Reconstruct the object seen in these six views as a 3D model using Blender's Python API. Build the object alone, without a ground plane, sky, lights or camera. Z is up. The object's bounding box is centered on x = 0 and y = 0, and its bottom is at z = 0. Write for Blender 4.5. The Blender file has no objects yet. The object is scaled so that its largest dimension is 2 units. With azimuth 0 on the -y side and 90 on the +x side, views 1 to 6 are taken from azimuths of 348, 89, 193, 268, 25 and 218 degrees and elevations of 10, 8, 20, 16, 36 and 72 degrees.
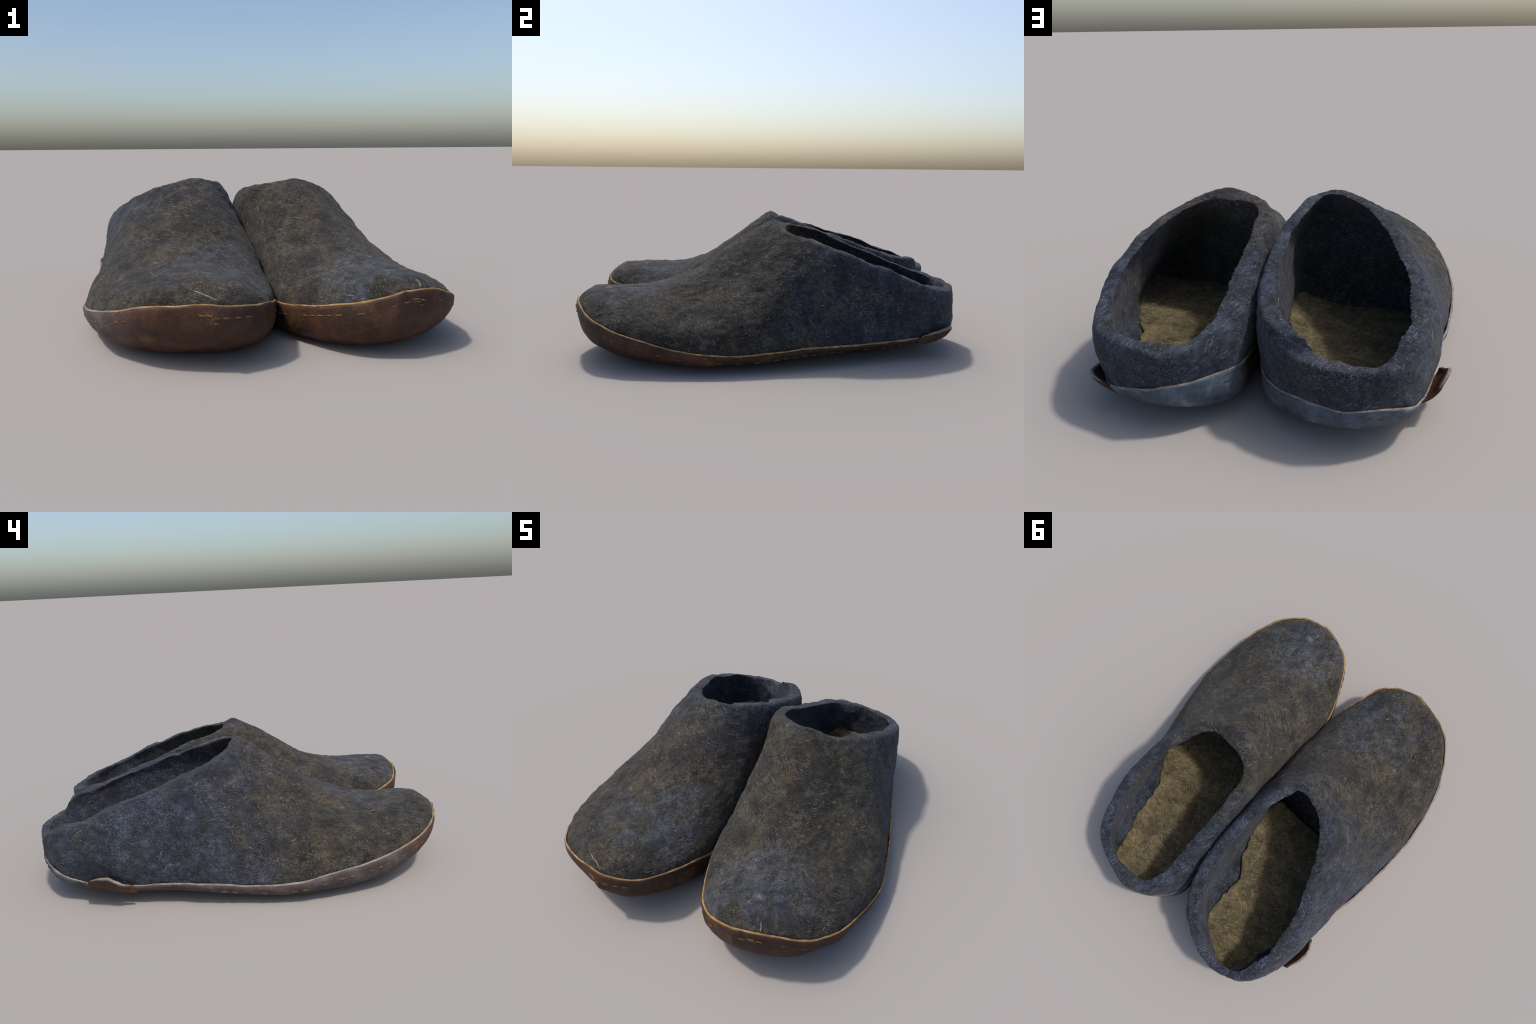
import bpy, bmesh, math, random
import numpy as np
from mathutils import Vector, noise, kdtree

random.seed(7)
rng = np.random.default_rng(7)

# ----------------------------------------------------------------------------
# small helpers
# ----------------------------------------------------------------------------
def pchip(xs, ys, q):
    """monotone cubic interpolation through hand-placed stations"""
    xs = np.asarray(xs, float); ys = np.asarray(ys, float); q = np.asarray(q, float)
    h = np.diff(xs); d = np.diff(ys) / h
    m = np.zeros_like(ys)
    for i in range(1, len(xs) - 1):
        if d[i-1] * d[i] > 0:
            w1 = 2*h[i] + h[i-1]; w2 = h[i] + 2*h[i-1]
            m[i] = (w1 + w2) / (w1/d[i-1] + w2/d[i])
    m[0] = d[0]; m[-1] = d[-1]
    k = np.clip(np.searchsorted(xs, q) - 1, 0, len(xs) - 2)
    t = np.clip((q - xs[k]) / h[k], 0, 1)
    return ((2*t**3 - 3*t**2 + 1)*ys[k] + (t**3 - 2*t**2 + t)*h[k]*m[k]
            + (-2*t**3 + 3*t**2)*ys[k+1] + (t**3 - t**2)*h[k]*m[k+1])


def stretch(y):
    """lengthen the very ends a little: felting and smoothing shrink them"""
    return y + .010*np.clip((y - .75)/.2, 0, 1) + .008*np.clip((-.88 - y)/.08, 0, 1)


class Track:
    """stations (y, x, z) along the shoe -> smooth x(y), z(y)"""
    def __init__(self, pts):
        p = np.array(sorted(pts)); p[:, 0] = stretch(p[:, 0]); self.y, self.x, self.zv = p[:, 0], p[:, 1], p[:, 2]
    def __call__(self, y):
        return np.stack([pchip(self.y, self.x, y), pchip(self.y, self.zv, y)], -1)


def spline(pts, n):
    """Catmull-Rom through 2D points, resampled evenly to n points"""
    P = np.array(pts, float)
    P = np.vstack([2*P[0]-P[1], P, 2*P[-1]-P[-2]])
    t = np.concatenate([[0], np.cumsum(np.sqrt(np.linalg.norm(np.diff(P, axis=0), axis=1)) + 1e-6)])
    out = []
    for i in range(1, len(P) - 2):
        t0, t1, t2, t3 = t[i-1:i+3]
        u = np.linspace(t1, t2, 24, endpoint=False)[:, None]
        A1 = (t1-u)/(t1-t0)*P[i-1] + (u-t0)/(t1-t0)*P[i]
        A2 = (t2-u)/(t2-t1)*P[i] + (u-t1)/(t2-t1)*P[i+1]
        A3 = (t3-u)/(t3-t2)*P[i+1] + (u-t2)/(t3-t2)*P[i+2]
        B1 = (t2-u)/(t2-t0)*A1 + (u-t0)/(t2-t0)*A2
        B2 = (t3-u)/(t3-t1)*A2 + (u-t1)/(t3-t1)*A3
        out.append((t2-u)/(t2-t1)*B1 + (u-t1)/(t2-t1)*B2)
    out = np.vstack(out + [P[-2:-1]])
    s = np.concatenate([[0], np.cumsum(np.linalg.norm(np.diff(out, axis=0), axis=1))])
    q = np.linspace(0, s[-1], n)
    return np.stack([np.interp(q, s, out[:, 0]), np.interp(q, s, out[:, 1])], -1)


def new_object(name, verts, faces, mat, parent=None, smooth=True):
    me = bpy.data.meshes.new(name)
    me.from_pydata([tuple(v) for v in verts], [], [tuple(f) for f in faces])
    me.update()
    ob = bpy.data.objects.new(name, me)
    bpy.context.scene.collection.objects.link(ob)
    if mat: me.materials.append(mat)
    if parent: ob.parent = parent
    if smooth: me.polygons.foreach_set("use_smooth", [True]*len(me.polygons))
    return ob


def apply_mods(ob):
    dg = bpy.context.evaluated_depsgraph_get()
    me = bpy.data.meshes.new_from_object(ob.evaluated_get(dg))
    old = ob.data; ob.modifiers.clear(); ob.data = me
    bpy.data.meshes.remove(old)


def recalc(ob):
    bm = bmesh.new(); bm.from_mesh(ob.data)
    bmesh.ops.recalc_face_normals(bm, faces=bm.faces)
    bm.to_mesh(ob.data); bm.free()


def loft(rings, close_ends=True):
    """closed rings -> verts, faces"""
    n = len(rings[0]); V = np.vstack(rings); F = []
    for i in range(len(rings) - 1):
        for j in range(n):
            k = (j+1) % n
            F.append((i*n+j, i*n+k, (i+1)*n+k, (i+1)*n+j))
    if close_ends:
        F.append(tuple(range(n))[::-1]); b = (len(rings)-1)*n
        F.append(tuple(range(b, b+n)))
    return V, F


def coords(ob):
    a = np.empty(len(ob.data.vertices)*3); ob.data.vertices.foreach_get("co", a); return a.reshape(-1, 3)

def normals(ob):
    a = np.empty(len(ob.data.vertices)*3); ob.data.vertices.foreach_get("normal", a); return a.reshape(-1, 3)

def set_coords(ob, a):
    ob.data.vertices.foreach_set("co", a.ravel()); ob.data.update()

def fbm(p, scale, octaves=3, off=0.0):
    o = Vector((off, off*1.7, -off))
    return np.array([noise.fractal(Vector(c)*scale + o, 0.8, 2.0, octaves) for c in p])


# ----------------------------------------------------------------------------
# materials
# ----------------------------------------------------------------------------
def srgb(h):
    c = [int(h[i:i+2], 16)/255 for i in (0, 2, 4)]
    return tuple((x/12.92 if x <= .04045 else ((x+.055)/1.055)**2.4) for x in c) + (1,)


class Mat:
    def __init__(self, name, rough=.9):
        self.m = bpy.data.materials.new(name); self.m.use_nodes = True
        self.nt = self.m.node_tree; self.nt.nodes.clear()
        self.out = self.nt.nodes.new("ShaderNodeOutputMaterial")
        self.b = self.nt.nodes.new("ShaderNodeBsdfPrincipled")
        self.b.inputs["Roughness"].default_value = rough
        self.b.inputs["Specular IOR Level"].default_value = .25
        self.nt.links.new(self.b.outputs[0], self.out.inputs[0])
        self.tc = self.nt.nodes.new("ShaderNodeTexCoord")
    def node(self, t, **kw):
        n = self.nt.nodes.new(t)
        for k, v in kw.items(): setattr(n, k, v)
        return n
    def link(self, a, b): self.nt.links.new(a, b)
    def mapping(self, scale=(1, 1, 1), rot=(0, 0, 0), loc=(0, 0, 0), src=None):
        n = self.node("ShaderNodeMapping")
        n.inputs["Scale"].default_value = scale; n.inputs["Rotation"].default_value = rot
        n.inputs["Location"].default_value = loc
        self.link(src or self.tc.outputs["Object"], n.inputs["Vector"]); return n.outputs[0]
    def noise(self, scale, detail=3, rough=.55, vec=None, dist=0):
        n = self.node("ShaderNodeTexNoise")
        n.inputs["Scale"].default_value = scale; n.inputs["Detail"].default_value = detail
        n.inputs["Roughness"].default_value = rough; n.inputs["Distortion"].default_value = dist
        self.link(vec or self.tc.outputs["Object"], n.inputs["Vector"]); return n.outputs["Fac"]
    def ramp(self, fac, stops):
        n = self.node("ShaderNodeValToRGB"); r = n.color_ramp
        while len(r.elements) > 1: r.elements.remove(r.elements[-1])
        r.elements[0].position = stops[0][0]; r.elements[0].color = stops[0][1]
        for p, c in stops[1:]:
            e = r.elements.new(p); e.color = c
        self.link(fac, n.inputs[0]); return n.outputs[0]
    def mask(self, fac, lo, hi):
        n = self.node("ShaderNodeMapRange"); n.interpolation_type = 'SMOOTHSTEP'
        n.inputs["From Min"].default_value = lo; n.inputs["From Max"].default_value = hi
        self.link(fac, n.inputs["Value"]); return n.outputs[0]
    def math(self, op, a, b=None, clamp=False):
        n = self.node("ShaderNodeMath", operation=op); n.use_clamp = clamp
        for i, v in enumerate((a, b)):
            if v is None: continue
            if isinstance(v, (int, float)): n.inputs[i].default_value = v
            else: self.link(v, n.inputs[i])
        return n.outputs[0]
    def mix(self, fac, a, b, mode='MIX'):
        n = self.node("ShaderNodeMix", data_type='RGBA', blend_type=mode)
        for s, v in ((n.inputs[0], fac), (n.inputs[6], a), (n.inputs[7], b)):
            if isinstance(v, (int, float)): s.default_value = v
            elif isinstance(v, tuple): s.default_value = v
            else: self.link(v, s)
        return n.outputs[2]
    def xyz(self):
        n = self.node("ShaderNodeSeparateXYZ"); self.link(self.tc.outputs["Object"], n.inputs[0]); return n.outputs
    def blob(self, centre, radius):
        """soft spherical patch in object space, edge broken by noise"""
        n = self.node("ShaderNodeVectorMath", operation='DISTANCE')
        self.link(self.tc.outputs["Object"], n.inputs[0]); n.inputs[1].default_value = centre
        d = self.math('ADD', n.outputs["Value"], self.math('MULTIPLY', self.math('SUBTRACT', self.noise(5, 4), .5), radius*1.3))
        return self.mask(d, radius, radius*.35)
    def colour(self, c): self.link(c, self.b.inputs["Base Color"])
    def bump(self, h, strength, dist=.01):
        n = self.node("ShaderNodeBump"); n.inputs["Strength"].default_value = strength
        n.inputs["Distance"].default_value = dist
        self.link(h, n.inputs["Height"]); self.link(n.outputs[0], self.b.inputs["Normal"])


def fibres(M, scale, rot, stretch=9.0, lo=.62, hi=.74, detail=2, loc=(0, 0, 0)):
    """short pale hairs: strongly stretched noise, thresholded"""
    v = M.mapping((scale, scale/stretch, scale), (0, 0, 0), loc, M.mapping((1, 1, 1), rot))
    v2 = M.node("ShaderNodeVectorMath", operation='ADD')
    M.link(v, v2.inputs[0])
    w = M.node("ShaderNodeTexNoise"); w.inputs["Scale"].default_value = 6
    M.link(M.tc.outputs["Object"], w.inputs["Vector"])
    s = M.node("ShaderNodeVectorMath", operation='SCALE'); s.inputs["Scale"].default_value = 5.0
    M.link(w.outputs["Color"], s.inputs[0]); M.link(s.outputs[0], v2.inputs[1])
    return M.mask(M.noise(1.0, detail, .5, v2.outputs[0]), lo, hi)


def streaks(M, scale, rot, stretch, loc=(0, 0, 0)):
    v = M.mapping((scale, scale/stretch, scale), (0, 0, 0), loc, M.mapping((1, 1, 1), rot))
    return M.noise(1.0, 3, .6, v)


def felt_material(name, toe_patch, side_sign):
    M = Mat(name, .95)
    x, y, z = M.xyz()
    olive = M.ramp(M.noise(9, 5, .65), [(.3, srgb("1e1c1b")), (.5, srgb("2d2a27")), (.7, srgb("423d35"))])
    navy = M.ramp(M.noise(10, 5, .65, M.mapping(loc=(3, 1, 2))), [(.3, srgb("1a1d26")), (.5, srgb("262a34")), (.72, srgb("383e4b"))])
    steel = M.ramp(M.noise(14, 5, .65), [(.3, srgb("292c33")), (.55, srgb("3b3f47")), (.75, srgb("50565f"))])  # toe-top patch colour, blued for the sky reflected on it
    # sky reflection painted navy over the heel half; olive-brown over vamp and instep
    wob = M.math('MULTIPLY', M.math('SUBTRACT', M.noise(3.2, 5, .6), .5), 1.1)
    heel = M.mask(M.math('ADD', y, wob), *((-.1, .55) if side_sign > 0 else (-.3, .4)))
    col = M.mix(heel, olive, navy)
    patch = M.math('MULTIPLY', M.blob(*toe_patch), M.mask(M.noise(13, 5, .65, M.mapping(rot=(.6, .4, .8))), .32, .62))
    col = M.mix(M.math('MULTIPLY', patch, .85), col, steel)
    # brown felted-in dirt clouds
    dirt = M.math('MULTIPLY', M.mask(M.noise(4.5, 5, .65, M.mapping(loc=(7, 2, 0))), .5, .68), M.math('SUBTRACT', .6, M.math('MULTIPLY', heel, .35)))
    col = M.mix(dirt, col, srgb("413828"))
    # fine mottling and brushed wool
    mott = M.ramp(M.noise(30, 4, .65), [(.3, (.62, .62, .62, 1)), (.5, (1, 1, 1, 1)), (.7, (1.4, 1.39, 1.37, 1))])
    col = M.mix(1.0, col, mott, 'MULTIPLY')
    for rot, sc, st in [((.2, .3, .7), 50, 4), ((-.3, .5, -.35), 60, 3.5)]:
        br = M.ramp(streaks(M, sc, rot, st), [(.34, (.74, .74, .74, 1)), (.5, (1, 1, 1, 1)), (.68, (1.32, 1.31, 1.29, 1))])
        col = M.mix(1.0, col, br, 'MULTIPLY')
    grain = M.ramp(M.noise(130, 4, .7), [(.32, (.62, .62, .62, 1)), (.5, (1, 1, 1, 1)), (.7, (1.5, 1.5, 1.48, 1))])
    col = M.mix(1.0, col, grain, 'MULTIPLY')
    # pale hairs lying in four directions, in drifts
    for i, (rot, sc, f) in enumerate([((.3, .2, .5), 190, .38), ((-.4, .3, -.9), 210, .36), ((.2, -.5, 1.5), 180, .36), ((.9, .1, .1), 200, .34)]):
        fm = fibres(M, sc, rot, 13, .58, .70, loc=(i*5, 0, 0))
        fm = M.math('MULTIPLY', fm, M.mask(M.noise(8, 4, .6, M.mapping(loc=(i*3, 4, 1))), .42, .64))
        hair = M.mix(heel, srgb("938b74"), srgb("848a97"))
        col = M.mix(M.math('MULTIPLY', fm, f), col, hair)
    M.colour(col)
    h = M.math('ADD', M.noise(38, 5, .65), M.math('MULTIPLY', streaks(M, 150, (.3, .2, .6), 4), .5))
    M.bump(h, .6, .012)
    M.b.inputs["Sheen Weight"].default_value = .06
    M.b.inputs["Sheen Roughness"].default_value = .6
    return M.m


def insole_material():
    M = Mat("insole_felt", .95)
    col = M.ramp(M.noise(16, 6, .7), [(.28, srgb("332f24")), (.5, srgb("544c39")), (.72, srgb("766b4e"))])
    col = M.mix(M.math('MULTIPLY', M.mask(M.noise(5, 4), .48, .68), .55), col, srgb("454239"))
    mott = M.ramp(M.noise(55, 5, .75), [(.3, (.6, .6, .6, 1)), (.5, (1, 1, 1, 1)), (.7, (1.35, 1.34, 1.3, 1))])
    col = M.mix(1.0, col, mott, 'MULTIPLY')
    for i, (rot, sc) in enumerate([((.0, .0, .5), 210), ((0, 0, -.7), 240), ((0, 0, 1.6), 220), ((0, 0, 1.1), 250)]):
        fm = fibres(M, sc, rot, 18, .58, .68, loc=(i*4, 2, 0))
        fm = M.math('MULTIPLY', fm, M.mask(M.noise(9, 3, .6, M.mapping(loc=(i*3, 4, 1))), .4, .6))
        col = M.mix(M.math('MULTIPLY', fm, .4), col, srgb("a8976c"))
    M.colour(col); M.bump(M.noise(60, 5, .7), .6, .01)
    return M.m


def leather_material(name="brown_leather", cool_light_baked=True):
    M = Mat(name, .62)
    x, y, z = M.xyz()
    brown = M.ramp(M.noise(7, 5, .6), [(.3, srgb("2f211a")), (.5, srgb("422d23")), (.7, srgb("573b2a"))])
    tan = M.ramp(M.noise(18, 4), [(.3, srgb("694626")), (.7, srgb("8a6636"))])
    col = M.mix(M.math('MULTIPLY', M.mask(M.noise(6, 5, .65, M.mapping(loc=(2, 5, 1))), .55, .72), .5), brown, tan)
    if cool_light_baked:
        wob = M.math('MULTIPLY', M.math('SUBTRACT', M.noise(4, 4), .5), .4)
        lilac = M.ramp(M.noise(11, 5, .6), [(.3, srgb("3b3535")), (.55, srgb("534b4c")), (.75, srgb("6d6668"))])  # leather tinted lilac for cool light on the -x flank
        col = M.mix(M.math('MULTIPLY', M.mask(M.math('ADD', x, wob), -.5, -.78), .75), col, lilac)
        grey = M.ramp(M.noise(11, 5, .6), [(.3, srgb("343f4b")), (.55, srgb("536372")), (.75, srgb("7e909e"))])  # blue cast of the light from behind, baked into the heel leather
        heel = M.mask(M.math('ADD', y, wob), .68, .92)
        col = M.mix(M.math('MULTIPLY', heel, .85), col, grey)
    fine = M.ramp(M.noise(50, 4, .7), [(.3, (.75, .75, .75, 1)), (.7, (1.22, 1.22, 1.2, 1))])
    col = M.mix(1.0, col, fine, 'MULTIPLY')
    M.colour(col)
    M.bump(M.math('ADD', M.noise(30, 4), M.noise(110, 3)), .35, .008)
    return M.m


def edge_material():
    M = Mat("raw_leather_edge", .85)
    x, y, z = M.xyz()
    tan = M.ramp(M.noise(22, 5, .75), [(.25, srgb("5e472c")), (.5, srgb("94754b")), (.75, srgb("c2a577"))])
    ash = M.ramp(M.noise(24, 5, .75), [(.25, srgb("4c494a")), (.5, srgb("7c7776")), (.75, srgb("aaa49e"))])
    heel = M.mask(M.math('ADD', y, M.math('MULTIPLY', M.math('SUBTRACT', M.noise(5, 4), .5), .7)), .2, .8)
    side = M.mask(M.math('ADD', x, M.math('MULTIPLY', M.math('SUBTRACT', M.noise(5, 4), .5), .4)), -.5, -.8)
    M.colour(M.mix(M.math('MULTIPLY', M.math('MAXIMUM', heel, side), .8), tan, ash)); M.bump(M.noise(70, 4), .4, .006)
    return M.m


def hair_material():
    M = Mat("pale_wool_hair", .9)
    M.colour(M.ramp(M.noise(25, 3), [(.3, srgb("5f5a4a")), (.7, srgb("a09678"))]))
    return M.m


def thread_material():
    M = Mat("pale_thread", .8)
    M.colour(M.ramp(M.noise(30, 3), [(.3, srgb("513c2a")), (.7, srgb("765b39"))]))
    return M.m


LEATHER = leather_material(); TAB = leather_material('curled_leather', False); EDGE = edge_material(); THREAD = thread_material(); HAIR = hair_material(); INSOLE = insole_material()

# ----------------------------------------------------------------------------
# shoe description: stations (y, x, z) from toe (-y) to heel (+y)
# seam = where felt meets leather; mid = half-way up the wall;
# shoulder = rim of the opening behind the tongue, bend of the vamp in front
# ----------------------------------------------------------------------------
RIGHT = dict(blind_end=-.15, slant=.5, floor_drop=.022, arch_wall=.026, toe_cant=.028, heel_wall=.026,   # the slipper on the +x side
    out_seam=[(-.984, .41, .278), (-.976, .44, .276), (-.966, .485, .279), (-.939, .557, .27), (-.9, .623, .25), (-.85, .68, .226),
              (-.8, .712, .206), (-.68, .771, .17), (-.59, .79, .15), (-.44, .816, .114), (-.32, .828, .1), (-.12, .8, .087),
              (.014, .773, .093), (.19, .725, .102), (.4, .672, .1), (.6, .615, .104), (.75, .56, .108), (.85, .5, .11), (.9, .458, .12),
              (.95, .37, .15), (.975, .29, .17), (.988, .235, .185)],
    out_mid=[(-.984, .41, .28), (-.96, .475, .287), (-.939, .53, .285), (-.9, .6, .275), (-.8, .682, .238), (-.6, .763, .205),
              (-.4, .785, .19), (-.2, .765, .205), (0, .712, .252), (.1, .665, .3), (.2, .638, .335), (.4, .638, .295), (.6, .614, .27),
              (.75, .562, .25), (.85, .542, .24), (.9, .49, .24), (.95, .385, .24), (.975, .3, .24), (.988, .235, .24)],
    out_shoulder=[(-.984, .41, .282), (-.96, .455, .296), (-.939, .5, .305), (-.9, .54, .308), (-.8, .585, .3), (-.6, .64, .276),
              (-.4, .632, .282), (-.2, .575, .348), (-.1, .515, .435), (0, .485, .515), (.1, .488, .572), (.2, .494, .585),
              (.345, .55, .537), (.433, .571, .503), (.59, .585, .45), (.74, .567, .378), (.82, .535, .356), (.9, .465, .338),
              (.95, .36, .328), (.975, .28, .32), (.988, .235, .31)],
    crest=[(-.984, .4, .285), (-.96, .41, .302), (-.939, .42, .318), (-.9, .43, .33), (-.85, .425, .336), (-.8, .42, .337),
              (-.7, .41, .34), (-.58, .395, .352), (-.49, .37, .378), (-.39, .335, .412), (-.3, .31, .475), (-.2, .28, .545),
              (-.1, .25, .61), (0, .23, .662), (.1, .23, .715), (.25, .24, .73), (.4, .26, .7), (.6, .27, .62), (.8, .25, .54),
              (.95, .24, .5), (.988, .22, .48)],
    in_shoulder=[(-.984, .39, .28), (-.96, .345, .29), (-.939, .315, .305), (-.9, .28, .315), (-.8, .215, .298), (-.7, .175, .292),
              (-.6, .15, .298), (-.5, .13, .325), (-.4, .105, .355), (-.3, .085, .388), (-.2, .08, .43), (-.1, .07, .505), (0, .06, .565),
              (.1, .035, .625), (.175, .01, .62), (.293, -.005, .583), (.454, -.001, .505), (.573, .004, .46), (.713, .002, .4),
              (.8, .012, .368), (.85, .03, .355), (.9, .06, .342), (.95, .11, .33), (.975, .17, .32), (.988, .21, .31)],
    in_mid=[(-.984, .385, .28), (-.96, .305, .272), (-.939, .26, .27), (-.9, .205, .268), (-.8, .14, .24), (-.6, .05, .215),
              (-.4, .012, .245), (-.3, .008, .28), (-.2, .004, .32), (-.1, 0, .36), (0, -.004, .39), (.2, -.032, .44), (.4, -.045, .41),
              (.6, -.048, .36), (.75, -.04, .31), (.85, 0, .28), (.9, .035, .27), (.95, .1, .265), (.975, .165, .26), (.988, .205, .25)],
    in_seam=[(-.984, .38, .268), (-.976, .36, .262), (-.966, .302, .248), (-.939, .236, .233), (-.905, .194, .224), (-.816, .131, .197), (-.725, .086, .178), (-.63, .048, .163), (-.5, .014, .15),
             (-.3, .0, .13), (0, -.012, .13), (.3, -.02, .15), (.6, -.03, .18), (.8, -.03, .215), (.85, -.005, .217), (.9, .045, .213), (.95, .12, .204), (.975, .17, .2), (.988, .21, .195)],
    bottom=[(-.984, .19), (-.95, .125), (-.9, .075), (-.85, .042), (-.8, .022), (-.7, .0), (-.6, -.005), (-.5, -.006), (0, -.006), (.3, .0), (.55, .01),
            (.8, .024), (.9, .055), (.95, .09), (.975, .12), (.988, .15)],
    rim_out=[(.03, .655), (.08, .612), (.17, .592), (.225, .578), (.345, .537), (.433, .503), (.59, .45), (.74, .376), (.82, .356), (.9, .338), (1.0, .318)],
    rim_in=[(.03, .655), (.1, .64), (.175, .628), (.293, .591), (.454, .514), (.573, .469), (.713, .408), (.8, .375), (.9, .348), (1.0, .322)],
)
LEFT = dict(blind_end=.02, slant=.35, floor_drop=.01, arch_wall=.032, toe_cant=.045, heel_wall=.012,    # the slipper on the -x side
    out_seam=[(-.99, -.33, .272), (-.982, -.36, .272), (-.96, -.46, .265), (-.913, -.554, .259), (-.855, -.626, .24), (-.765, -.692, .212), (-.636, -.752, .185),
              (-.53, -.784, .165), (-.416, -.804, .148), (-.208, -.821, .111), (-.022, -.806, .104), (.19, -.782, .115), (.3, -.757, .116), (.43, -.742, .114),
              (.5, -.731, .108), (.65, -.705, .10), (.8, -.672, .128), (.88, -.642, .155), (.93, -.592, .18), (.965, -.53, .19), (.985, -.49, .192), (.993, -.45, .19)],
    out_mid=[(-.99, -.33, .275), (-.96, -.445, .282), (-.913, -.53, .285), (-.8, -.642, .272), (-.6, -.72, .25), (-.4, -.765, .23),
              (-.2, -.768, .24), (0, -.734, .262), (.1, -.732, .29), (.2, -.73, .298), (.4, -.742, .272), (.6, -.742, .25),
              (.75, -.715, .255), (.85, -.675, .25), (.9, -.642, .25), (.95, -.57, .25), (.98, -.5, .25), (.993, -.45, .25)],
    out_shoulder=[(-.99, -.33, .28), (-.96, -.42, .302), (-.913, -.48, .327), (-.8, -.545, .316), (-.6, -.555, .318), (-.4, -.58, .338),
              (-.3, -.582, .362), (-.2, -.578, .388), (-.1, -.555, .458), (0, -.532, .53), (.1, -.53, .588), (.215, -.543, .59),
              (.31, -.588, .56), (.4, -.618, .528), (.5, -.652, .503), (.61, -.68, .468), (.725, -.683, .416), (.82, -.664, .389),
              (.9, -.63, .357), (.95, -.578, .343), (.98, -.505, .333), (.993, -.45, .325)],
    crest=[(-.99, -.325, .285), (-.97, -.33, .298), (-.92, -.33, .336), (-.87, -.33, .349), (-.76, -.33, .352), (-.64, -.32, .351),
              (-.51, -.3, .361), (-.45, -.29, .383), (-.37, -.28, .416), (-.31, -.27, .455), (-.21, -.26, .525), (-.1, -.25, .605),
              (0, -.25, .674), (.1, -.25, .725), (.25, -.28, .74), (.4, -.31, .7), (.6, -.34, .63), (.8, -.38, .55), (.95, -.42, .5),
              (.993, -.44, .48)],
    in_shoulder=[(-.99, -.32, .28), (-.96, -.26, .296), (-.913, -.22, .318), (-.8, -.165, .31), (-.7, -.135, .295), (-.6, -.115, .302),
              (-.5, -.105, .332), (-.4, -.095, .36), (-.3, -.08, .395), (-.2, -.085, .44), (-.1, -.1, .502), (0, -.118, .572),
              (.05, -.13, .635), (.117, -.132, .645), (.197, -.098, .618), (.258, -.081, .596), (.397, -.061, .548), (.555, -.058, .49),
              (.67, -.07, .455), (.768, -.092, .42), (.865, -.155, .395), (.915, -.21, .365), (.95, -.28, .345), (.98, -.36, .332),
              (.993, -.43, .32)],
    in_mid=[(-.99, -.315, .275), (-.96, -.21, .27), (-.913, -.155, .275), (-.8, -.09, .25), (-.6, -.018, .228), (-.4, .002, .245),
              (-.3, .002, .28), (-.2, -.002, .32), (-.1, -.01, .35), (0, -.015, .37), (.2, -.022, .44), (.4, -.022, .42), (.6, -.035, .36),
              (.75, -.07, .31), (.85, -.138, .28), (.9, -.2, .27), (.95, -.29, .265), (.98, -.37, .26), (.993, -.43, .25)],
    in_seam=[(-.99, -.31, .268), (-.975, -.235, .259), (-.942, -.165, .25), (-.893, -.114, .244), (-.76, -.055, .212), (-.627, -.014, .184), (-.5, .009, .155), (-.3, .012, .145),
             (0, .0, .14), (.3, -.02, .14), (.6, -.05, .15), (.8, -.11, .168), (.87, -.175, .166), (.94, -.30, .175), (.975, -.38, .18), (.993, -.43, .185)],
    bottom=[(-.99, .19), (-.95, .14), (-.9, .097), (-.85, .066), (-.8, .04), (-.7, .008), (-.6, -.005), (-.5, -.006), (0, -.006), (.3, 0),
              (.55, .01), (.8, .024), (.9, .052), (.95, .085), (.975, .115), (.993, .15)],
    rim_out=[(.03, .666), (.1, .626), (.215, .59), (.31, .56), (.4, .529), (.5, .505), (.61, .469), (.725, .417), (.82, .39), (.9, .358), (1.0, .338)],
    rim_in=[(.03, .668), (.117, .653), (.197, .618), (.258, .596), (.397, .548), (.555, .49), (.67, .455), (.768, .42), (.865, .408), (.9, .40), (.918, .345), (1.0, .33)],
)
NAMES = ("out_seam", "out_mid", "out_shoulder", "crest", "in_shoulder", "in_mid", "in_seam")
N_UP, N_LOW = 72, 48
WALL = .048


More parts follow.
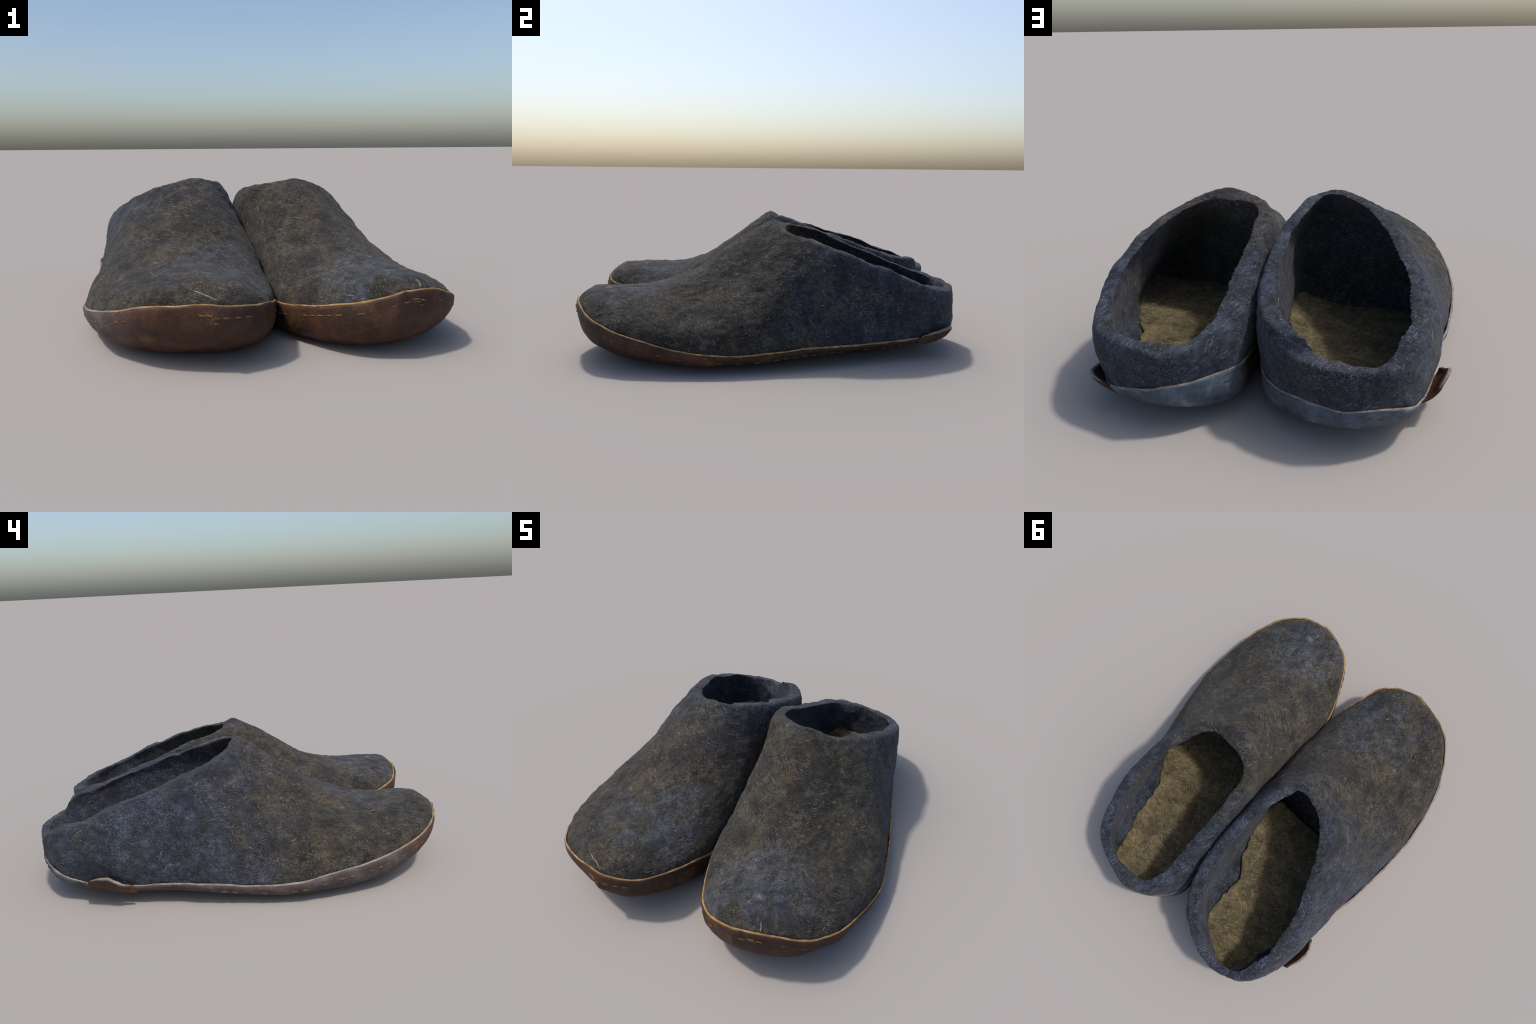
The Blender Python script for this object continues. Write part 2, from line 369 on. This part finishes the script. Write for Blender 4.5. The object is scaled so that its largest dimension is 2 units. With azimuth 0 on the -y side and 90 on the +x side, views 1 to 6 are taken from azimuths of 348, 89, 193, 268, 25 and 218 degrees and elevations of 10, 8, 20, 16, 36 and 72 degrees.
class Shoe:
    def __init__(self, d):
        self.t = {k: Track(d[k]) for k in NAMES}
        self.b = np.array(d["bottom"]); self.b[:, 0] = stretch(self.b[:, 0]); self.d = d
        self.y0 = stretch(min(p[0] for p in d["out_seam"])); self.y1 = stretch(max(p[0] for p in d["out_seam"]))
        # stations packed towards toe and heel
        u = np.linspace(0, np.pi, 110)
        self.ys = (self.y0 + self.y1)/2 - np.cos(u)*(self.y1 - self.y0)/2
    def upper_arc(self, y):
        return spline([self.t[k](y) for k in NAMES], N_UP)
    def lower_arc(self, y, n=N_LOW, lift=0.0):
        a = self.t["in_seam"](y); b = self.t["out_seam"](y); z0 = float(pchip(self.b[:, 0], self.b[:, 1], y)) + lift
        th = np.linspace(0, np.pi, n)
        c, s = np.cos(th), np.sin(th)
        n_in = 2.4 + 2.4*float(np.clip((y + .82)/.3, 0, 1)*np.clip((.98 - y)/.3, 0, 1))          # fuller towards the other shoe
        n_out = float(pchip([-1, -.8, -.55, -.05, .35, 1], [2.6, 2.6, 3.1, 2.9, 2.05, 2.1], y))
        e = np.where(c > 0, 2/n_in, 2/n_out)
        cant = float(pchip([-1, -.85, -.65, -.4, .6, .85, 1], [self.d['toe_cant'], self.d['toe_cant'], .012, 0, 0, .008, .008], y))
        z0 = z0 + cant*(-c)                                                # the pair leans: outer edge higher at toe
        m = (a + b)/2; hw = (a - b)/2
        x = m[0] + hw[0]*np.sign(c)*np.abs(c)**e
        seam_z = m[1] + hw[1]*c
        z = seam_z - (seam_z - z0)*np.abs(s)**e
        P = np.stack([x, z], -1)
        d = np.concatenate([[0], np.cumsum(np.linalg.norm(np.diff(P, axis=0), axis=1))])
        q = np.linspace(0, d[-1], n)
        return np.stack([np.interp(q, d, P[:, 0]), np.interp(q, d, P[:, 1])], -1)
    def ring(self, y, lift=.014):
        up = self.upper_arc(y)          # outer seam -> crest -> inner seam
        lo = self.lower_arc(y, lift=lift + .010)[2:-2]   # inner seam -> bottom -> outer seam, hidden inside the leather
        c = (lo[:, 0].max() + lo[:, 0].min())/2
        lo[:, 0] = c + (lo[:, 0] - c)*.955
        return np.vstack([up, lo])
    def floor(self, y):
        return np.maximum(pchip(self.b[:, 0], self.b[:, 1], y) + .052, pchip([-1, -.3, 0, .2, .45, .7, .85, 1.0], [.14, .135, .12, .105, .08, .065, .06, .06], y) - self.d['floor_drop'])


def to3(r, y): return np.stack([r[:, 0], np.full(len(r), y), r[:, 1]], -1)


def cavity(S, shell):
    """hollow of the shoe: rays from the middle of each station until they come within a wall's
    thickness of the outer shell; flat-ish floor; rounded blind end under the vamp"""
    kd = kdtree.KDTree(len(shell))
    for i, v in enumerate(shell): kd.insert(v, i)
    kd.balance()
    ya, yb = S.d['blind_end'], S.y1 - WALL - S.d['heel_wall']
    ang = np.linspace(0, 2*np.pi, 120, endpoint=False); rings = []; span = []
    for y in (ya + yb)/2 - np.cos(np.linspace(0, np.pi, 64))*(yb - ya)/2:
        r0 = S.ring(min(y, .975), 0.0)
        xm = (r0[:, 0].max() + r0[:, 0].min())/2
        out = 1.0 if S.t['out_seam'](0)[0] > 0 else -1.0
        xm += out*.06*np.clip((.2 - y)/.3, 0, 1)
        fl = float(S.floor(y))
        lid = .60 + (1.0 if out > 0 else 1.5)*(y - .07) if y < .07 else 9.0     # the hollow closes down below the tongue
        zc = fl + .10 + .06*np.clip((y - .3)/.4, 0, 1)
        wall = WALL + .02*np.clip((.05 - y)/.3, 0, 1)
        dome = max(1 - np.clip((ya + .14 - y)/.14, 0, 1)**4, .0001)**.25
        r = []
        for a in ang:
            d = np.array([math.cos(a), 0, math.sin(a)]); q = 0.0
            wl = wall + (.002 if d[0]*out > 0 else S.d['arch_wall']*np.clip((.75 - d[2])/.5, 0, 1))*abs(d[0]) - .03*max(-d[2], 0)
            c = np.array([xm, y, zc])
            for _ in range(60):
                gap = kd.find(Vector(c + d*q))[2] - wl
                if gap < .0015: break
                q += max(gap*.9, .001)
            p = c + d*max(q, .004)*dome
            r.append((p[0], y, min(max(p[2], fl), max(lid, fl + .03))))
        r = np.array(r)
        for _ in range(2): r = (np.roll(r, 1, 0) + 2*r + np.roll(r, -1, 0))/4
        lean = np.clip((ya + .3 - y)/.3, 0, 1)      # the blind end slants
        r[:, 1] -= S.d['slant']*lean*(r[:, 0] - xm)
        rings.append(r)
        low = r[r[:, 2] < fl + .03]
        span.append((y, low[:, 0].min() if len(low) else xm - .005, low[:, 0].max() if len(low) else xm + .005))
    return rings, np.array(span)


def build_upper(S, mat, parent, seed, dents=()):
    outer = loft([to3(S.ring(y), y) for y in S.ys])
    inner_rings, S.floor_span = cavity(S, outer[0])
    inner = loft(inner_rings)
    # cutter: everything above the tilted mouth of the shoe
    ro, ri = np.array(S.d["rim_out"]), np.array(S.d["rim_in"])
    yy = np.linspace(-.2, 1.1, 140); nx = 60; V = []; F = []
    so = S.t["out_shoulder"]; si = S.t["in_shoulder"]
    for y in yy:
        zo = float(pchip(ro[:, 0], ro[:, 1], max(y, .03))) + max(.03-y, 0)*1.2
        zi = float(pchip(ri[:, 0], ri[:, 1], max(y, .03))) + max(.03-y, 0)*1.2
        xo = float(so(np.clip(y, .05, .97))[0]); xi = float(si(np.clip(y, .05, .97))[0])
        for k in range(nx):
            f = -1.0 + 3.0*k/(nx-1)
            z = zo + (zi-zo)*np.clip(f, 0, 1)
            x = xo + (xi-xo)*f
            if y > .03:
                z += .010*noise.noise(Vector((x*9, y*9, seed))) + .005*noise.noise(Vector((x*24, y*24, seed+3)))
            V.append((x, y, z))
    for i in range(len(yy)-1):
        for k in range(nx-1):
            F.append((i*nx+k, i*nx+k+1, (i+1)*nx+k+1, (i+1)*nx+k))
    base = len(V); top = [(v[0], v[1], 1.2) for v in V]
    loop = ([k for k in range(nx)] + [i*nx+nx-1 for i in range(1, len(yy))]
            + [(len(yy)-1)*nx+k for k in range(nx-2, -1, -1)] + [i*nx for i in range(len(yy)-2, 0, -1)])
    V += [top[i] for i in loop]
    for a in range(len(loop)):
        b = (a+1) % len(loop)
        F.append((loop[b], loop[a], base+a, base+b))
    F.append(tuple(range(base, base+len(loop)))[::-1])
    o = new_object("upper", *outer, mat, parent); recalc(o)
    i_ = new_object("cavity_tmp", *inner, None); recalc(i_)
    c_ = new_object("mouth_tmp", V, F, None); recalc(c_)
    for h in (i_, c_):
        m = o.modifiers.new("cut", 'BOOLEAN'); m.operation = 'DIFFERENCE'; m.solver = 'EXACT'; m.object = h
    apply_mods(o)
    for h in (i_, c_): bpy.data.objects.remove(h, do_unlink=True)
    m = o.modifiers.new("felted", 'REMESH'); m.mode = 'VOXEL'; m.voxel_size = .0085; m.use_smooth_shade = True
    m = o.modifiers.new("soften", 'SMOOTH'); m.factor = .5; m.iterations = 14
    apply_mods(o)
    P = coords(o); N = normals(o)
    lump = -.003 + .006*fbm(P, 7, 3, seed) + .0028*fbm(P, 26, 3, seed+5)
    for c, rad, depth in dents:
        g = np.exp(-(np.linalg.norm((P - np.array(c))*np.array([1, .7, 1.3]), axis=1)/rad)**2)
        lump -= depth*g
    set_coords(o, P + N*lump[:, None])
    o.data.polygons.foreach_set("use_smooth", [True]*len(o.data.polygons))
    o.data.materials.clear(); o.data.materials.append(mat)
    return o


def sole_point(S, y, f, off):
    """point on the leather at station y, f 0 (inner lip) .. 1 (outer lip), pushed out by off"""
    r = S.lower_arc(y, 101, 0.014)
    i = f*100; a = int(min(i, 99)); p = r[a] + (r[a+1]-r[a])*(i-a)
    t = r[min(a+2, 100)] - r[max(a-1, 0)]; n = np.array([t[1], -t[0]]); n /= np.linalg.norm(n)
    c = (r[0]+r[-1])/2
    return np.array([p[0], y, p[1]]), n


def build_sole(S, parent, seed):
    n = N_LOW
    ys = S.ys; rows = [to3(S.lower_arc(y, n, .014), y) for y in ys]
    G = np.array(rows)                                    # (stations, n, 3)
    # outward normals from the grid
    du = np.gradient(G, axis=0); dv = np.gradient(G, axis=1)
    N = np.cross(du, dv); N /= np.linalg.norm(N, axis=2, keepdims=True) + 1e-9
    mid = N[len(ys)//2, n//2]
    if mid[2] > 0: N = -N
    core = G[:, [0, -1]].mean(axis=1, keepdims=True)*np.array([1, .88, 1]) + np.array([0, 0, .08])
    N *= np.where(((G - core)*N).sum(axis=2, keepdims=True) < 0, -1.0, 1.0)     # always outward
    N[0] = (0, -1, 0); N[-1] = (0, 1, 0)
    for _ in range(4):
        N[1:-1, 1:-1] = (N[1:-1, 1:-1]*2 + N[2:, 1:-1] + N[:-2, 1:-1] + N[1:-1, 2:] + N[1:-1, :-2])/6
    N /= np.linalg.norm(N, axis=2, keepdims=True) + 1e-9
    f = np.linspace(0, 1, n)[None, :]
    belly = np.sin(np.pi*f)**.6
    toe = np.clip((-.55 - ys)/.4, 0, 1)[:, None]
    off = .005 + .013*toe*belly - .002*np.clip((ys - .75)/.2, 0, 1)[:, None]
    V = G + N*off[:, :, None]
    lum = fbm(V.reshape(-1, 3), 8, 3, seed).reshape(off.shape)*.006
    lip = fbm(V.reshape(-1, 3), 15, 2, seed+2).reshape(off.shape)*.006*np.clip(1 - np.minimum(f, 1-f)*12, 0, 1)
    V = V + N*lum[:, :, None]; V[:, :, 2] = np.maximum(V[:, :, 2] + lip, .0005)
    inner = G - N*.006
    m = len(ys); F = []
    A = V.reshape(-1, 3); B = inner.reshape(-1, 3); k = len(A)
    for i in range(m-1):
        for j in range(n-1):
            a, b, c, d = i*n+j, i*n+j+1, (i+1)*n+j+1, (i+1)*n+j
            F.append((a, d, c, b)); F.append((k+a, k+b, k+c, k+d))
        F.append((i*n, k+i*n, k+(i+1)*n, (i+1)*n)); j = n-1
        F.append((i*n+j, (i+1)*n+j, k+(i+1)*n+j, k+i*n+j))
    e = (m-1)*n
    for base in (0, k, e, k+e):            # end caps: a ladder of quads between the two sides of the arc
        for j in range(n//2 - 1):
            F.append((base+j, base+j+1, base+n-2-j, base+n-1-j))
    F.append((0, n-1, k+n-1, k)); F.append((e, k+e, k+e+n-1, e+n-1))
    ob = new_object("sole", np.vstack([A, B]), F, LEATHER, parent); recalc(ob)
    # pale raw lip, a rope-like strip running all round on top of the leather
    inn = [(V[i, 0]+inner[i, 0])/2 for i in range(m)]; out = [(V[i, -1]+inner[i, -1])/2 for i in range(m)]
    loop = np.array(inn + out[::-1])
    return ob, V, loop


def tube(loop, radius, seg=8, seed=0, flat=1.0):
    d = np.linalg.norm(np.diff(np.vstack([loop, loop[:1]]), axis=0), axis=1)
    s = np.concatenate([[0], np.cumsum(d)]); L = s[-1]; n = int(L/.012)
    q = np.linspace(0, L, n, endpoint=False); LL = np.vstack([loop, loop[:1]])
    P = np.stack([np.interp(q, s, LL[:, i]) for i in range(3)], -1)
    for _ in range(3): P = (np.roll(P, 1, 0) + 2*P + np.roll(P, -1, 0))/4
    T = np.roll(P, -1, 0) - np.roll(P, 1, 0); T /= np.linalg.norm(T, axis=1, keepdims=True)
    up = np.array([0, 0, 1.]); B = np.cross(T, up); B /= np.linalg.norm(B, axis=1, keepdims=True); U = np.cross(B, T)
    rings = []
    for i in range(n):
        w = radius*(1 + .35*noise.noise(Vector(P[i]*14) + Vector((seed, 0, 0))) + .25*noise.noise(Vector(P[i]*45)))
        a = np.linspace(0, 2*np.pi, seg, endpoint=False)
        rings.append(P[i] + w*(np.cos(a)[:, None]*B[i]*flat + np.sin(a)[:, None]*U[i]))
    V = np.vstack(rings); F = []
    for i in range(n):
        i2 = (i+1) % n
        for j in range(seg):
            k = (j+1) % seg
            F.append((i*seg+j, i*seg+k, i2*seg+k, i2*seg+j))
    return V, F


def build_insole(S, parent, seed):
    sp = S.floor_span; n = 44; V = []; F = []
    ys = np.linspace(S.d['blind_end'] + .03, sp[-1, 0] + .004, 100); inner_right = S.t["in_seam"](.3)[0] > S.t["out_seam"](.3)[0]
    for y in ys:
        xa = np.interp(y, sp[:, 0], sp[:, 1]) - .016; xb = np.interp(y, sp[:, 0], sp[:, 2]) + .016
        fl = float(S.floor(y))
        for j in range(n):
            s = -1 + 2*j/(n-1); x = (xa+xb)/2 + (xb-xa)/2*s
            arch = s if inner_right else -s
            rise = .022*abs(s)**3 + .035*max(arch, 0)**2*math.exp(-((y-.1)/.4)**2)
            V.append((x, y, fl + .017 + rise + .005*noise.noise(Vector((x*9, y*9, seed)))))
    m = len(ys)
    for i in range(m-1):
        for j in range(n-1):
            F.append((i*n+j, i*n+j+1, (i+1)*n+j+1, (i+1)*n+j))
    ob = new_object("insole", V, F, INSOLE, parent); recalc(ob)
    if ob.data.polygons[len(ob.data.polygons)//2].normal.z < 0: ob.data.flip_normals()
    md = ob.modifiers.new("thick", 'SOLIDIFY'); md.thickness = .02; md.offset = -1
    apply_mods(ob); ob.data.polygons.foreach_set("use_smooth", [True]*len(ob.data.polygons))
    return ob


def build_stitches(V, parent, seed):
    """short thread dashes pressed into the leather a little below its lip"""
    verts = []; faces = []
    m, n = V.shape[:2]
    def below_lip(row, depth):
        dd = np.concatenate([[0], np.cumsum(np.linalg.norm(np.diff(row, axis=0), axis=1))])
        return np.array([np.interp(min(depth, dd[-1]*.45), dd, row[:, i]) for i in range(3)])
    inn = [below_lip(V[i], .040) for i in range(2, m-2)]; out = [below_lip(V[i][::-1], .040) for i in range(2, m-2)]
    line = np.array(inn[::-1] + out)
    y_from, y_to = -1.2, .985
    for _ in range(1):
        d = np.concatenate([[0], np.cumsum(np.linalg.norm(np.diff(line, axis=0), axis=1))])
        q = 0.0
        while q < d[-1]:
            y = np.interp(q, d, line[:, 1])
            if y_from < y < y_to and rng.random() < .62:
                L = .026 + .01*rng.random()
                p0 = np.array([np.interp(q, d, line[:, i]) for i in range(3)])
                p1 = np.array([np.interp(q+L, d, line[:, i]) for i in range(3)])
                t = p1-p0; l = np.linalg.norm(t)
                if l > .005:
                    t /= l; b = np.cross(t, (0, 0, 1.)); b /= np.linalg.norm(b); u = np.cross(b, t)
                    base = len(verts)
                    for k, (f, r) in enumerate([(0, .0008), (.2, .0032), (.5, .0038), (.8, .0032), (1, .0008)]):
                        for a in range(6):
                            an = a*math.pi/3
                            verts.append(p0 + (p1-p0)*f + r*(math.cos(an)*b + math.sin(an)*u))
                    for k in range(4):
                        for a in range(6):
                            c = (a+1) % 6
                            faces.append((base+k*6+a, base+k*6+c, base+(k+1)*6+c, base+(k+1)*6+a))
            q += .046
    ob = new_object("stitching", verts, faces, THREAD, parent); ob["kind"] = "stuff"
    return ob


def build_tab(name, base, tip, parent, seed):
    """curled end of the leather: a thick tongue sweeping from the base line out to the tip line"""
    base = np.array(base); tip = np.array(tip); nu, nv = 28, 10; V = []; F = []
    def along(P, f):
        return np.array([pchip(np.linspace(0, 1, len(P)), P[:, i], f) for i in range(3)])
    for i in range(nu):
        f = i/(nu-1); a = along(base, f); b = along(tip, f)
        for j in range(nv):
            g = j/(nv-1); p = a + (b-a)*g
            p[2] -= .012*math.sin(math.pi*g)
            p += np.array([noise.noise(Vector(p*22)+Vector((seed, 0, 0))), noise.noise(Vector(p*22)+Vector((0, seed, 0))), noise.noise(Vector(p*22)+Vector((0, 0, seed)))])*.005*g
            V.append(p)
    for i in range(nu-1):
        for j in range(nv-1):
            F.append((i*nv+j, i*nv+j+1, (i+1)*nv+j+1, (i+1)*nv+j))
    ob = new_object(name, V, F, TAB, parent); recalc(ob)
    md = ob.modifiers.new("thick", 'SOLIDIFY'); md.thickness = .016; md.offset = 0
    md = ob.modifiers.new("round", 'SUBSURF'); md.levels = 1
    apply_mods(ob); ob.data.polygons.foreach_set("use_smooth", [True]*len(ob.data.polygons))
    P = np.array([V[i*nv+nv-1] for i in range(1, nu-1)])
    edge = strand(P, .0075)
    return ob, new_object("tab_edge", *edge, EDGE, parent)


def strand(P, r, seg=6):
    """open tapering tube along points"""
    P = np.asarray(P, float); n = len(P); T = np.gradient(P, axis=0); T /= np.linalg.norm(T, axis=1, keepdims=True)
    B = np.cross(T, (0.13, 0.21, 1.0)); B /= np.linalg.norm(B, axis=1, keepdims=True); U = np.cross(B, T)
    V = []; F = []
    for i in range(n):
        w = r*max(.12, min(1, 4*min(i, n-1-i)/n + .1))
        for k in range(seg):
            a = 2*math.pi*k/seg; V.append(P[i] + w*(math.cos(a)*B[i] + math.sin(a)*U[i]))
    for i in range(n-1):
        for k in range(seg):
            j = (k+1) % seg; F.append((i*seg+k, i*seg+j, (i+1)*seg+j, (i+1)*seg+k))
    F.append(tuple(range(seg))[::-1]); F.append(tuple((n-1)*seg+k for k in range(seg)))
    return V, F


def lay_on(ob, pts, lift):
    """drop points on the nearest surface of ob"""
    out = []
    for p in pts:
        ok, loc, nor, _ = ob.closest_point_on_mesh(Vector(p)); out.append(np.array(loc + nor*lift))
    return np.array(out)


def merge(parts):
    V, F = [], []
    for v, f in parts:
        b = len(V); V += list(v); F += [tuple(b+i for i in q) for q in f]
    return V, F


def build_slipper(d, felt, seed, label, tab, dents, knot, tufts, span_x):
    root = bpy.data.objects.new("felt_slipper", None); bpy.context.scene.collection.objects.link(root)
    root["label"] = label; root["category"] = "slipper"
    S = Shoe(d)
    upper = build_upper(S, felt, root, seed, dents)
    sole, V, loop = build_sole(S, root, seed+1)
    tv, tf = tube(loop, .0050, 8, seed)
    new_object("leather_edge", tv, tf, EDGE, root)
    build_insole(S, root, seed+2)
    build_stitches(V, root, seed)
    build_tab("leather_tab", tab[0], tab[1], root, seed)
    # knotted thread at the toe, and a pale strand of wool pulled out of the seam there
    kx, ky, kz = knot
    parts = []
    for dx, dz, w in ((-.02, -.034, .045), (-.006, -.048, .04), (.012, -.064, .03), (.02, -.044, .03)):
        line = [(kx + dx + w*(t - .5), ky - .05, kz + dz - .006*t) for t in np.linspace(0, 1, 9)]
        parts.append(strand(lay_on(sole, line, .001), .0036))
    new_object("thread_knot", *merge(parts), THREAD, root)
    parts = []
    for line in tufts:
        q = np.linspace(0, 1, 14); L = np.array(line); k = np.linspace(0, 1, len(L))
        parts.append(strand(lay_on(upper, np.stack([pchip(k, L[:, i], q) for i in range(3)], -1), .001), .0035))
    for _ in range(190):
        # stray hairs: short, curved, lying on the felt
        c = np.array([rng.uniform(*span_x), rng.uniform(-.9, .75), rng.uniform(.2, .6)])
        a = rng.uniform(0, 2*math.pi); e = rng.normal(0, .5, 3); L = rng.uniform(.015, .045)
        d = np.array([math.cos(a), math.sin(a), .4*rng.normal()])
        line = lay_on(upper, [c + L*(t*d + t*t*e*.8) for t in np.linspace(0, 1, 7)], .0008)
        if np.linalg.norm(np.diff(line, axis=0), axis=1).max() < .012:      # never bridges a gap
            parts.append(strand(line, .0014, 4))
    ob = new_object("wool_hair", *merge(parts), HAIR, root); ob["kind"] = "stuff"
    return root


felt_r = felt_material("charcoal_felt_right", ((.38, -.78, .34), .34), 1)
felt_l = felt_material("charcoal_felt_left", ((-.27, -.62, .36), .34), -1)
build_slipper(RIGHT, felt_r, 11.0, "dark charcoal felt slipper with brown leather sole",
              ([(.572, .72, .085), (.53, .80, .082), (.475, .86, .085), (.40, .91, .10)],
               [(.578, .73, .112), (.562, .82, .135), (.54, .893, .152), (.475, .925, .14)]),
              [((.64, -.07, .36), .03, .012), ((.56, .05, .5), .035, .008), ((.79, -.3, .17), .03, .008), ((.70, -.12, .31), .025, .006), ((.60, .32, .3), .03, .006)],
              (.49, -.96, .284), [[(.492, -.955, .287), (.488, -.94, .30), (.478, -.925, .318)]], (.0, .8))
build_slipper(LEFT, felt_l, 23.0, "dark grey felt slipper with turned-up leather toe edge",
              ([(-.735, .52, .085), (-.715, .60, .085), (-.70, .68, .09), (-.67, .76, .10)],
               [(-.745, .53, .115), (-.775, .60, .15), (-.77, .65, .175), (-.74, .735, .15)]),
              [((-.30, -.5, .37), .03, .005), ((-.62, .1, .45), .03, .006)],
              (-.33, -.99, .278), [[(-.31, -.975, .285), (-.35, -.96, .31), (-.395, -.94, .325)]], (-.8, .0))

# stand the pair on z = 0
bpy.context.view_layer.update()
lo = min((o.matrix_world @ Vector(c)).z for o in bpy.data.objects if o.type == 'MESH' for c in o.bound_box)
for o in bpy.data.objects:
    if o.parent is None: o.location.z -= lo
